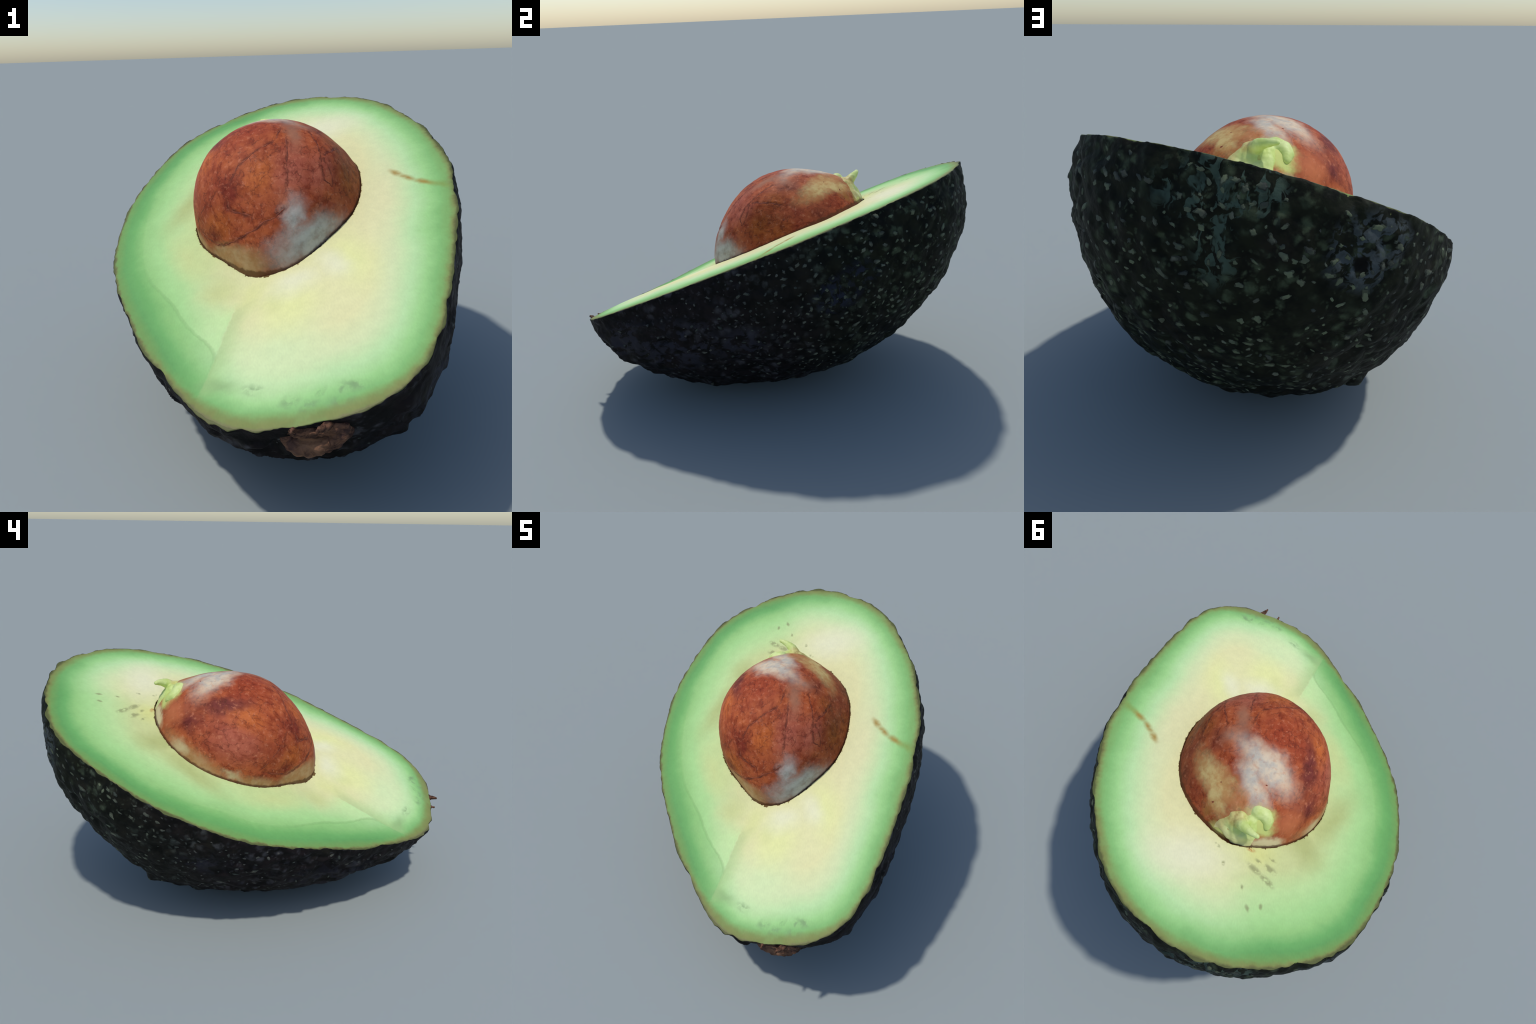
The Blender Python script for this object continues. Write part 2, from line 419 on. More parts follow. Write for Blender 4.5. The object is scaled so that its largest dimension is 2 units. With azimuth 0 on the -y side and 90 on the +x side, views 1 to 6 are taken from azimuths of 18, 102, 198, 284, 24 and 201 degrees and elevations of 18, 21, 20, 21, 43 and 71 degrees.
def flesh_material():
    m = Nodes("avocado_flesh", 0.62, 0.2)
    co = m.co
    x0 = m.xyz(co)
    flat = m.join(x0[0], x0[1], 0.0)
    wob = m.vec("SCALE", m.vec("SUBTRACT", m.noise(flat, 7, 3, color=True), (0.5, 0.5, 0.5)), scale=0.07)
    fine = m.vec("SCALE", m.vec("SUBTRACT", m.noise(flat, 38, 2, color=True), (0.5, 0.5, 0.5)), scale=0.012)
    p = m.vec("MULTIPLY", m.vec("ADD", m.vec("ADD", flat, wob), fine), (1, 1, 0))
    pf = m.vec("MULTIPLY", m.vec("ADD", flat, fine), (1, 1, 0))
    x = m.xyz(pf)
    th = m.math("MULTIPLY_ADD", m.math("ARCTAN2", x[1], x[0]), 1 / (2 * math.pi), 0.5)
    rim = m.curve(th, [(i / 48, float(body_radius(np.array((i / 48 - 0.5) * 2 * math.pi), np.array(0.0))) / 1.2) for i in range(49)])
    r = m.vec("LENGTH", pf)
    d = m.math("SUBTRACT", m.math("MULTIPLY", rim, 1.2), r)               # depth under the rim
    dw = m.math("ADD", d, m.math("MULTIPLY", m.math("SUBTRACT", m.noise(flat, 5, 3), 0.5), 0.06))
    edge_noise = m.math("MULTIPLY", m.math("SUBTRACT", m.noise(flat, 22, 3), 0.5), 0.022)
    de = m.math("ADD", d, edge_noise)
    s = lambda q: m.math("MULTIPLY", q, 1 / 0.45)
    right = m.ramp(s(dw), [(0.035 / 0.45, lin(124, 168, 98)), (0.06 / 0.45, lin(130, 182, 110)), (0.10 / 0.45, lin(154, 202, 130)), (0.16 / 0.45, lin(182, 216, 156)),
                           (0.25 / 0.45, lin(208, 218, 166)), (0.36 / 0.45, lin(220, 216, 162))])
    left = m.ramp(s(dw), [(0.02 / 0.45, lin(112, 150, 82)), (0.055 / 0.45, lin(98, 156, 88)), (0.09 / 0.45, lin(108, 168, 96)), (0.14 / 0.45, lin(144, 192, 118)),
                          (0.20 / 0.45, lin(162, 206, 134)), (0.30 / 0.45, lin(182, 212, 146)), (0.42 / 0.45, lin(194, 202, 142))])
    side = m.step(m.math("ADD", x[0], m.math("MULTIPLY", m.math("SUBTRACT", m.noise(flat, 4), 0.5), 0.3)), -0.02, 0.42)
    c = m.mix(side, right, left)
    def tint(c, col, k, *blobs):
        return m.mix(m.mul(m.most(*blobs), k), c, col)
    rz = lambda a: (0, 0, math.radians(a))
    # broad tones of the flesh
    c = tint(c, lin(206, 222, 168), 0.85, m.blob(p, (-0.06, 0.76, 0), (0.24, 0.24, 1)))
    c = tint(c, lin(222, 224, 154), 0.8, m.blob(p, (-0.06, 0.55, 0), (0.17, 0.2, 1), rz(8)), m.blob(p, (-0.27, 0.35, 0), (0.12, 0.25, 1), rz(20)))
    c = tint(c, lin(204, 208, 138), 0.55, m.blob(p, (0.10, 0.47, 0), (0.09, 0.13, 1)), m.blob(p, (0.01, 0.50, 0), (0.07, 0.10, 1)))
    c = tint(c, lin(226, 224, 196), 0.6, m.blob(p, (-0.06, 0.43, 0), (0.15, 0.11, 1), rz(25)), m.blob(p, (-0.20, 0.36, 0), (0.15, 0.09, 1), rz(-50)))
    c = tint(c, lin(224, 222, 186), 0.9, m.blob(p, (-0.02, -0.66, 0), (0.30, 0.19, 1), rz(18)))
    c = tint(c, lin(222, 216, 166), 0.8, m.blob(p, (-0.34, 0.0, 0), (0.15, 0.42, 1)))
    c = tint(c, lin(168, 176, 112), 0.75, m.blob(p, (0.52, -0.18, 0), (0.10, 0.30, 1), rz(-18)), m.blob(p, (0.44, -0.40, 0), (0.18, 0.12, 1), rz(-48)))  # olive darkening beside the pit, partly its soft shadow painted on
    c = tint(c, lin(198, 204, 138), 0.7, m.blob(p, (0.42, 0.22, 0), (0.10, 0.30, 1), rz(38)), m.blob(p, (0.25, 0.42, 0), (0.12, 0.10, 1)))
    c = tint(c, lin(206, 206, 130), 0.6, m.blob(p, (0.25, -0.53, 0), (0.12, 0.10, 1)))
    # the knife step: a band left of it stays darker, its edge is crisp
    sv = m.math("MULTIPLY_ADD", x[1], 1 / 1.7, 0.65 / 1.7)
    su = m.curve(sv, [((v + 0.65) / 1.7, u) for v, u in zip(STEP_V, STEP_U)])
    off = m.math("SUBTRACT", x[0], su)
    reach = m.mul(m.step(x[1], -0.5, -0.1), m.step(x[1], 0.95, 0.84))
    band = m.mul(m.step(off, -0.006, 0.010), m.step(off, 0.20, 0.02), reach)
    c = m.mix(m.mul(band, 0.26), c, lin(112, 172, 92))
    line = m.mul(m.step(m.math("ABSOLUTE", off), 0.004, 0.013, 1, 0), m.mul(m.step(x[1], 0.1, 0.45), m.step(x[1], 0.93, 0.7)))
    c = m.mix(m.mul(line, 0.28), c, lin(112, 152, 88))
    # second stroke running up to the pit: facet shading tinted in, lighter on its left, duller on its right
    l2 = m.math("SUBTRACT", x[0], m.math("MULTIPLY_ADD", x[1], 0.105, 0.098))
    run = m.mul(m.step(x[1], 0.46, 0.58), m.step(x[1], 0.95, 0.86))
    c = m.mix(m.mul(m.step(l2, -0.005, 0.006), m.step(off, 0.005, -0.02), m.step(l2, 0.16, 0.0), run, 0.55), c, lin(184, 224, 152))
    c = m.mix(m.mul(m.step(l2, 0.004, -0.006), m.step(l2, -0.10, -0.004), run, 0.50), c, lin(164, 188, 124))
    c = m.mix(m.mul(m.blob(p, (0.27, 0.93, 0), (0.19, 0.10, 1), rz(-30)), 0.8), c, lin(112, 162, 98))
    c = m.mix(m.mul(m.blob(p, (0.13, 0.86, 0), (0.11, 0.05, 1), rz(-10)), 0.7), c, lin(138, 168, 112))
    # old brown bruise with its tail to the rim
    mark = [(-0.386, -0.190), (-0.418, -0.153), (-0.48, -0.105), (-0.545, -0.072)]
    br = m.most(*[m.stroke(pf, (*a, 0), (*b, 0), w) for a, b, w in zip(mark, mark[1:], (0.026, 0.024, 0.026))])
    c = m.mix(m.mul(br, m.step(m.noise(pf, 28, 3), 0.25, 0.5, 0.6, 0.9)), c, lin(158, 122, 48))
    c = m.mix(m.mul(m.stroke(p, (-0.53, -0.08, 0), (-0.62, -0.03, 0), 0.03), 0.5), c, lin(132, 140, 60))
    # grey-green fibre ends beyond the pit and near the stem
    broken = m.step(m.noise(pf, 34, 3), 0.36, 0.52)
    grey = [((0.225, -0.592), (0.285, -0.615), 0.020), ((0.285, -0.615), (0.352, -0.646), 0.020), ((0.290, -0.565), (0.342, -0.580), 0.020), ((0.30, -0.520), (0.325, -0.527), 0.010),
            ((0.275, -0.770), (0.290, -0.795), 0.011), ((0.060, -0.562), (0.080, -0.570), 0.009), ((0.25, -0.555), (0.27, -0.562), 0.012), ((0.33, -0.745), (0.335, -0.76), 0.011), ((0.12, -0.63), (0.125, -0.64), 0.01), ((0.23, -0.70), (0.235, -0.71), 0.01)]
    g = m.most(*[m.stroke(pf, (*a, 0), (*b, 0), w, inner=0.2) for a, b, w in grey])
    c = m.mix(m.mul(g, broken, 0.72), c, lin(132, 134, 92))
    c = m.mix(m.mul(m.blob(pf, (0.213, -0.522, 0), (0.028, 0.014, 1), inner=0.1), broken, 0.9), c, lin(178, 120, 60))
    near = [((-0.28, 0.905), (-0.345, 0.90), 0.032), ((-0.25, 0.960), (-0.30, 0.945), 0.034), ((-0.17, 0.975), (-0.21, 0.96), 0.028), ((-0.10, 0.962), (-0.145, 0.945), 0.032),
            ((0.03, 0.885), (-0.01, 0.90), 0.03), ((-0.215, 0.93), (-0.225, 0.915), 0.015), ((-0.27, 0.925), (-0.275, 0.91), 0.014)]
    g = m.most(*[m.stroke(p, (*a, 0), (*b, 0), w) for a, b, w in near])
    c = m.mix(m.mul(g, m.step(m.noise(pf, 26, 4), 0.36, 0.58), 0.8), c, lin(118, 146, 102))
    # browned cut edge of the skin and the tan lip at the stem
    lip = m.step(x[1], 0.80, 1.02)
    wide = m.math("MULTIPLY_ADD", lip, 0.040, 0.030)
    wide = m.math("ADD", wide, m.mul(m.step(x[1], -0.45, -0.8), 0.018))
    wide = m.mul(wide, m.step(m.math("SUBTRACT", x[0], m.mul(m.step(x[1], 0.6, 0.95), 0.6)), 0.15, 0.55, 1.0, 0.5))
    olive = m.step(m.math("DIVIDE", de, wide), 0.25, 1.15, 1, 0)
    c = m.mix(m.mul(olive, m.step(m.noise(flat, 9, 3), 0.25, 0.55, 0.5, 0.9)), c, m.mix(m.noise(flat, 16, 3), lin(112, 122, 62), lin(136, 134, 80)))
    c = m.mix(m.mul(m.step(de, 0.000, 0.016, 1, 0), 0.8), c, m.mix(lip, lin(84, 82, 50), lin(116, 108, 78)))
    c = m.mix(m.mul(m.step(d, 0.0040, 0.0020), 0.6), c, lin(80, 88, 48))
    # watery mottling and cut grain
    grain = m.noise(m.mapping(flat, rot=rz(20), scale=(0.4, 1, 1)), 70, 3)
    mott = m.math("ADD", m.step(m.noise(flat, 26, 3), 0.2, 0.8, -0.035, 0.035), m.step(grain, 0.2, 0.8, -0.035, 0.035))
    hsv = m.t.nodes.new("ShaderNodeHueSaturation"); m.link(c, hsv.inputs["Color"]); m.link(m.math("ADD", mott, 1.0), hsv.inputs["Value"])
    m.bump(m.math("ADD", grain, m.noise(flat, 24, 3)), 0.12, 0.004)
    m.bsdf.inputs["Subsurface Weight"].default_value = 0.0
    return m.finish(hsv.outputs[0])


def seat_material():
    """Brown band in the gap round the pit."""
    m = Nodes("brown_seat", 0.8, 0.1)
    n = m.noise(m.co, 30, 3)
    return m.finish(m.mix(m.step(n, 0.35, 0.65), lin(74, 52, 28), lin(122, 98, 58)))


def pit_material():
    m = Nodes("pit_coat", 0.6, 0.12)
    co = m.co
    unit = m.vec("NORMALIZE", co)
    w1 = m.vec("SCALE", m.vec("SUBTRACT", m.noise(unit, 4.5, 4, color=True), (0.5, 0.5, 0.5)), scale=0.26)
    w2 = m.vec("SCALE", m.vec("SUBTRACT", m.noise(unit, 16, 3, color=True), (0.5, 0.5, 0.5)), scale=0.07)
    p = m.vec("ADD", m.vec("ADD", unit, w1), w2)
    pl = m.vec("ADD", unit, m.vec("SCALE", m.vec("SUBTRACT", m.noise(unit, 22, 3, color=True), (0.5, 0.5, 0.5)), scale=0.075))
    n1, n2, n3 = m.noise(unit, 3.2, 4, 0.6), m.noise(unit, 8.5, 4, 0.6), m.noise(unit, 20, 4, 0.6)
    c = m.mix(m.step(n1, 0.30, 0.70), lin(152, 70, 44), lin(178, 92, 52))

    def tint(c, col, k, *blobs):
        return m.mix(m.mul(m.most(*blobs), k), c, col)
    B = lambda d, s, inner=0.0, rot=(0, 0, 0): m.blob(p, d, s, rot, inner)
    L = lambda a, b, w, inner=0.15: m.stroke(p, a, b, w, up=tuple((Vector(a) + Vector(b)).normalized()), inner=inner)
    c = tint(c, lin(178, 98, 78), 0.75, B((-0.45, 0.36, 0.82), (0.32, 0.6, 0.5)), B((-0.66, 0.24, 0.70), (0.24, 0.36, 0.36)), B((0.82, -0.1, 0.52), (0.46, 0.60, 0.42)))
    c = tint(c, lin(196, 106, 46), 0.6, B((0.44, 0.75, 0.50), 0.34), B((0.61, -0.10, 0.78), (0.26, 0.42, 0.28)), B((-0.10, 0.45, 0.88), (0.32, 0.4, 0.3)))
    c = tint(c, lin(166, 88, 36), 0.8, B((-0.93, 0.0, 0.36), (0.34, 0.34, 0.38)), B((-0.74, -0.30, 0.60), (0.2, 0.28, 0.22)), B((-0.93, -0.24, 0.2), (0.34, 0.32, 0.2)))
    c = tint(c, lin(112, 36, 28), 0.85, B((0.24, 0.55, 0.80), 0.24), B((0.30, 0.66, 0.69), 0.17), B((0.567, 0.70, 0.33), (0.2, 0.2, 0.18)))
    c = tint(c, lin(100, 44, 44), 0.85, L((0.46, -0.20, 0.86), (0.60, -0.56, 0.56), 0.20), B((0.66, -0.62, 0.43), 0.22))
    c = tint(c, lin(150, 60, 36), 0.7, B((0.11, -0.30, 0.94), (0.40, 0.46, 0.4)))
    c = tint(c, lin(124, 62, 42), 0.75, B((-0.52, -0.50, 0.68), (0.2, 0.24, 0.2)), B((-0.66, -0.74, 0.14), (0.3, 0.26, 0.26)))
    # mottling of the coat: dark clouds, streaks and a fine crackle, lighter flecks
    shade = (0.60, 0.42, 0.38, 1)
    c = m.mix(m.mul(m.step(n2, 0.42, 0.72), 0.75), c, shade, "MULTIPLY")
    c = m.mix(m.mul(m.step(m.noise(m.mapping(unit, rot=(0.2, 0.3, 0.2), scale=(0.5, 1.7, 0.8)), 9, 4, 0.65, dist=0.6), 0.50, 0.72), 0.8), c, shade, "MULTIPLY")
    c = m.mix(m.mul(m.step(n3, 0.55, 0.75), 0.5), c, shade, "MULTIPLY")
    c = m.mix(m.mul(m.step(n3, 0.46, 0.30), 0.45), c, lin(200, 124, 92))
    # fine crackle
    long = m.mapping(m.vec("ADD", unit, m.vec("SCALE", m.noise(unit, 9, 4, color=True), scale=0.22)), scale=(0.8, 2.0, 0.9))
    cr = m.voronoi(long, 6.0, "DISTANCE_TO_EDGE")
    c = m.mix(m.mul(m.step(cr, 0.0, 0.05, 1, 0), m.step(n2, 0.30, 0.55), 0.55), c, lin(86, 38, 28))
    # ashy bloom over the crown, greyer along the ridge
    c = tint(c, lin(156, 112, 88), 0.7, L((-0.45, 0.02, 0.89), (-0.28, -0.42, 0.86), 0.15), B((-0.42, -0.45, 0.78), (0.16, 0.2, 0.2)))
    c = tint(c, lin(192, 112, 74), 0.7, B((0.50, -0.80, 0.33), (0.26, 0.22, 0.22)))
    white = m.most(L((-0.20, -0.52, 0.83), (0.36, -0.67, 0.65), 0.26, 0.15), L((-0.12, -0.64, 0.76), (0.15, -0.86, 0.49), 0.20, 0.15))
    c = m.mix(m.mul(white, m.step(n3, 0.25, 0.5, 0.65, 0.97)), c, m.mix(m.step(n2, 0.35, 0.65), lin(212, 194, 166), lin(184, 178, 164)))  # white pushed warm because skylight turns it bluish
    olive = m.most(L((-0.60, -0.66, 0.46), (-0.10, -0.89, 0.44), 0.21, 0.15), L((-0.36, -0.82, 0.44), (-0.12, -0.95, 0.29), 0.13, 0.3))
    c = m.mix(m.mul(olive, 0.92), c, m.mix(m.step(n2, 0.35, 0.65), lin(188, 146, 90), lin(210, 186, 124)))  # tan shifted redder to make up for the sky's blue cast
    c = tint(c, lin(162, 112, 60), 0.85, B((0.056, -0.947, 0.315), (0.13, 0.1, 0.09)), B((-0.26, -0.93, 0.22), (0.13, 0.1, 0.12)))
    # green of the splitting seed leaves, cream below them
    c = tint(c, lin(198, 208, 126), 0.92, B((0.22, -0.93, 0.33), (0.26, 0.2, 0.19), 0.4), B((-0.06, -0.99, 0.14), (0.15, 0.12, 0.12), 0.2))
    c = tint(c, lin(216, 204, 162), 0.9, m.blob(pl, (0.36, -0.93, 0.10), (0.24, 0.2, 0.13), inner=0.4))
    # silver cap at the stem side, tan collar along the seat
    cap = m.most(m.stroke(p, (-0.36, 0.90, 0.20), (-0.76, 0.62, 0.18), 0.34, up=(-0.55, 0.77, 0.2), inner=0.2), m.stroke(p, (-0.42, 0.82, 0.38), (-0.47, 0.68, 0.55), 0.22, up=(-0.45, 0.73, 0.5), inner=0.0))
    silver = m.mix(m.step(n2, 0.30, 0.66), lin(164, 160, 150), lin(194, 191, 181))
    c = m.mix(m.mul(cap, m.step(n2, 0.2, 0.5, 0.8, 0.97)), c, silver)
    tan = m.most(m.stroke(pl, (0.08, 0.99, 0.16), (0.58, 0.80, 0.07), 0.27, up=(0.3, 0.95, 0.1), inner=0.45), m.stroke(pl, (0.66, 0.75, 0.06), (1.0, 0.10, 0.08), 0.18, up=(0.9, 0.45, 0.1), inner=0.2),
                 m.stroke(pl, (1.0, 0.0, 0.05), (0.68, -0.74, 0.12), 0.20, up=(0.9, -0.4, 0.1), inner=0.15))
    tancol = m.mix(m.step(n2, 0.3, 0.7), lin(166, 124, 78), lin(188, 154, 110))
    c = m.mix(m.mul(tan, m.step(cap, 0.5, 0.0), 0.9), c, tancol)
    c = tint(c, lin(200, 184, 142), 0.75, B((0.99, 0.06, 0.15), (0.12, 0.2, 0.09)), B((0.80, -0.60, 0.15), (0.15, 0.15, 0.1)))
    # veins, softened; the darkest cores are cords of their own
    for chain, width, depth in VEINS[:8]:
        segs = [m.stroke(pl, a, b, width * 1.9, up=tuple((Vector(a) + Vector(b)).normalized()), inner=0.0) for a, b in zip(chain, chain[1:])]
        c = m.mix(m.mul(m.most(*segs), depth, 0.95), c, lin(80, 34, 25))
    # brown line where the coat meets the flesh
    x = m.xyz(co)
    seat = m.math("ADD", m.math("MULTIPLY_ADD", x[0], PIT_SEAT[1], PIT_SEAT[0] - PIT_CENTRE[2]), m.math("MULTIPLY", x[1], PIT_SEAT[2]))
    above = m.math("ADD", m.math("SUBTRACT", x[2], seat), m.math("MULTIPLY", m.math("SUBTRACT", m.noise(co, 45, 3), 0.5), 0.020))
    c = m.mix(m.mul(m.step(above, 0.002, 0.012, 1, 0), 0.75), c, lin(84, 54, 32))
    m.bump(m.math("ADD", m.math("MULTIPLY", n3, 1.0), m.noise(unit, 50, 3)), 0.15, 0.005)
    return m.finish(c)


def vein_material():
    m = Nodes("pit_vein", 0.6, 0.2)
    n = m.noise(m.co, 40, 3)
    return m.finish(m.mix(m.step(n, 0.35, 0.65), lin(104, 48, 34), lin(148, 76, 52)))


def sprout_material():
    m = Nodes("green_sprout", 0.5, 0.3)
    n = m.noise(m.co, 22, 3)
    c = m.mix(m.step(n, 0.3, 0.7), lin(188, 204, 118), lin(208, 220, 148))
    x = m.xyz(m.co)
    # tan bark on the side that grows out of the coat, cream at the foot
    bark = m.most(m.blob(m.co, (0.085, -0.475, 0.135), (0.075, 0.075, 0.06), inner=0.35), m.step(m.math("ADD", x[0], m.math("MULTIPLY", m.math("SUBTRACT", n, 0.5), 0.04)), 0.09, 0.045))
    c = m.mix(m.mul(bark, 0.8), c, m.mix(m.step(m.noise(m.co, 30, 3), 0.4, 0.6), lin(178, 140, 78), lin(204, 184, 116)))
    c = m.mix(m.mul(m.step(x[2], 0.10, 0.03), 0.7), c, lin(216, 210, 160))
    m.bump(m.noise(m.co, 60, 3), 0.2, 0.004)
    return m.finish(c)


def stem_material():
    m = Nodes("dry_stem", 0.7, 0.2)
    x = m.xyz(m.co)
    n = m.noise(m.mapping(m.co, scale=(1, 1, 0.5)), 30, 4, 0.65, dist=0.8)
    c = m.mix(m.step(n, 0.35, 0.62), lin(46, 26, 21), lin(112, 78, 58))
    c = m.mix(m.mul(m.step(m.noise(m.co, 14, 3), 0.52, 0.66), 0.7), c, lin(64, 44, 42))
    c = m.mix(m.mul(m.blob(m.co, (-0.185, 1.03, -0.078), (0.075, 0.06, 0.030), inner=0.2), 0.65), c, lin(150, 110, 82))
    c = m.mix(m.mul(m.blob(m.co, (-0.20, 1.03, -0.052), (0.060, 0.05, 0.013), inner=0.2), 0.85), c, lin(34, 20, 17))
    c = m.mix(m.mul(m.step(x[2], -0.090, -0.125), 0.7), c, lin(158, 116, 86))
    m.bump(n, 0.6, 0.008)
    return m.finish(c)


MAT_SPECK_EDGE = lenticel_material("pale_speck_edge", 0.55)
MAT_SEAT, MAT_VEIN = seat_material(), vein_material()
MAT_SKIN, MAT_SPECK, MAT_FLESH, MAT_PIT, MAT_SPROUT, MAT_STEM = skin_material(), lenticel_material("pale_speck", 0.0), flesh_material(), pit_material(), sprout_material(), stem_material()

# ------------------------------------------------------------------ skin
SKIN_THICK = 0.003
NT, NP = 960, 250
th = np.linspace(-math.pi, math.pi, NT, endpoint=False)
rim_p = direction(th, 0 * th) * body_radius(th, 0 * th)[:, None]
# the dark skin starts a few ragged millimetres below the cut
start = (0.0032 + 0.0040 * perlin(rim_p / 0.05 + 5.0) + 0.0025 * perlin(rim_p / 0.016 + 8.0)).clip(0.0008, 0.010) / np.linalg.norm(rim_p, axis=1)
frac = np.linspace(0, 1, NP + 1)[:-1]
TH = np.repeat(th[None], NP, 0)
PH = start[None] + frac[:, None] * (math.pi / 2 - start)[None]
R = skin_radius(TH, PH)


def lifted(q, t, p):
    q = q.copy(); q[..., 2] += rim_wave(t) * np.exp(-(p / 0.18) ** 2); return q


skin_pts = lifted(direction(TH, PH) * R[..., None], TH, PH)
# its upper edge turns in against the flesh
turn_in = lifted(direction(th, start - 0.0012) * (R[0] - 0.0016)[:, None], th, start)
inside = lifted(direction(th, start + 0.004) * (R[0] - SKIN_THICK)[:, None], th, start)
deep = lifted(direction(th, start + 0.05) * (skin_radius(th, start + 0.05) - SKIN_THICK)[:, None], th, start)
rows = np.concatenate([np.stack([deep, inside, turn_in]), skin_pts])
pole = np.array([[0, 0, -float(skin_radius(np.array([0.0]), np.array([math.pi / 2]))[0])]])
verts = np.concatenate([rows.reshape(-1, 3), pole])
faces = ring_faces(len(rows), NT, flip=True).tolist()
last = (len(rows) - 1) * NT
faces += [[last + j, len(verts) - 1, last + (j + 1) % NT] for j in range(NT)]
skin = add_object("skin", make_mesh("skin", verts, faces, MAT_SKIN), root, CUT)

# ------------------------------------------------------------------ flesh: cut face, seat of the pit, underside
NF = 720
tf = np.linspace(-math.pi, math.pi, NF, endpoint=False)
rim_r = skin_radius(tf, 0 * tf) - 0.0042
cs, sn = np.cos(tf), np.sin(tf)
# radius at which each direction meets the pit
rr = np.linspace(0.15, 0.75, 601)
pu, pv = rr[None] * cs[:, None], rr[None] * sn[:, None]
seat_h = PIT_SEAT[0] + PIT_SEAT[1] * (pu - PIT_CENTRE[0]) + PIT_SEAT[2] * (pv - PIT_CENTRE[1])
q = np.stack([pu, pv, seat_h], -1) - PIT_CENTRE
rho = np.linalg.norm(q, axis=-1)
outside = rho - pit_radius(q / rho[..., None]) - 0.0016
hit = np.argmax(outside > 0, axis=1)
seat_r = rr[hit]
# a dark crack is left open beside the sprout
crack = 0.010 * np.exp(-(((seat_r * cs - 0.115) / 0.055) ** 2)) * (sn < 0)
seat_r = seat_r + crack + 0.0018 * perlin(np.stack([cs, sn, 0 * cs], -1) * 14)
S = np.concatenate([[0, 0.004, 0.010, 0.02], np.linspace(0.035, 0.985, 110), [0.993, 1.0]])
rad = seat_r[None] + S[:, None] * (rim_r - seat_r)[None]
fu, fv = rad * cs, rad * sn
fn = cut_height(fu, fv)
# follow the rim exactly at the outside
fn = fn + smooth(0.7, 1.0, S)[:, None] * (rim_wave(tf) - fn[-1])[None]
# the two knife strokes leave a small step
step_u = np.interp(fv, STEP_V, STEP_U)
fn = fn - 0.0022 * smooth(-0.006, 0.012, fu - step_u) * smooth(0.10, 0.02, fu - step_u) * smooth(0.0, 0.4, fv) * smooth(0.95, 0.8, fv)
fn = fn - 0.0020 * smooth(0.012, -0.004, fu - (0.098 + 0.105 * fv)) * smooth(-0.08, -0.01, fu - (0.098 + 0.105 * fv)) * smooth(0.45, 0.6, fv) * smooth(0.95, 0.85, fv)
p3 = np.stack([fu, fv, fn], -1)
fn = fn + 0.0012 * perlin(p3 / 0.09) + 0.0006 * perlin(p3 / 0.02 + 4)
fn = fn - 0.0022 * smooth(0.014, 0.0, S)[:, None]                       # rounded edge at the pit
fn = fn - 0.001 * smooth(0.985, 1.0, S)[:, None]
face = np.stack([fu, fv, fn], -1)
# wall of the seat, following the pit down with a narrow gap
edge0 = face[0] - PIT_CENTRE
az = np.arctan2(edge0[:, 1], edge0[:, 0]); el0 = np.arctan2(edge0[:, 2], np.hypot(edge0[:, 0], edge0[:, 1]))
wall = []
for t in np.linspace(0, 1, 26)[1:-1] ** 1.3:
    el = el0 + t * (-math.pi / 2 - el0)
    d = np.stack([np.cos(az) * np.cos(el), np.sin(az) * np.cos(el), np.sin(el)], -1)
    gap = 0.0015 + np.maximum(0, np.linalg.norm(edge0, axis=1) - pit_radius(edge0 / np.linalg.norm(edge0, axis=1)[:, None]) - 0.0015) * max(0, 1 - t * 4)
    wall.append(PIT_CENTRE + d * (pit_radius(d) + gap)[:, None])
wall = np.array(wall)[::-1]
seat_floor = PIT_CENTRE + np.array([[0, 0, -(float(pit_radius(np.array([0, 0, -1.0]))) + 0.003)]])
# underside, hidden just inside the skin
under = []
for pdeg, inset in ((0.10, 0.0016), (0.25, 0.0010), (0.55, 0.0010), (0.9, 0.0010), (1.3, 0.0012), (1.8, 0.016), (3, 0.028), (6, 0.04), (10, 0.045), (15, 0.045), (20, 0.045),
                    (27, 0.045), (35, 0.045), (43, 0.045), (52, 0.045), (61, 0.045), (70, 0.045), (80, 0.045), (87, 0.045)):
    pr = np.full_like(tf, math.radians(pdeg))
    q = direction(tf, pr) * (skin_radius(tf, pr) - inset)[:, None]
    q[:, 2] += rim_wave(tf) * np.exp(-(pr / 0.18) ** 2)
    under.append(q)
under = np.array(under)
rows = np.concatenate([wall, face, under])
floor_i = len(rows) * NF
verts = np.concatenate([rows.reshape(-1, 3), seat_floor, [[0, 0, -float(body_radius(np.array(0.0), np.array(math.pi / 2))) + 0.06]]])
faces = ring_faces(len(rows), NF, flip=True).tolist()
last = (len(rows) - 1) * NF
faces += [[j, (j + 1) % NF, floor_i] for j in range(NF)]
faces += [[last + (j + 1) % NF, last + j, floor_i + 1] for j in range(NF)]
flesh_mesh = make_mesh("flesh", verts, faces, MAT_FLESH)
flesh_mesh.materials.append(MAT_SEAT)
slot = np.zeros(len(faces), dtype=np.int32)
slot[:(len(wall) + 1) * NF] = 1
ragged = 0.35 + 1.6 * perlin(np.stack([cs, sn, 0 * cs], -1) * 9) + 1.2 * perlin(np.stack([cs, sn, 0 * cs], -1) * 40)
for k, need in ((1, 0.45), (2, 1.15)):
    rows_ = (len(wall) + k) * NF
    slot[rows_:rows_ + NF] = ragged > need
slot[(len(rows) - 1) * NF:(len(rows)) * NF] = 1
flesh_mesh.polygons.foreach_set("material_index", slot)
flesh = add_object("flesh", flesh_mesh, root, CUT)

# ------------------------------------------------------------------ pit
def warp_dir(d):
    return d + 0.022 * np.stack([perlin(d * 9 + k * 11.3) for k in range(3)], -1)


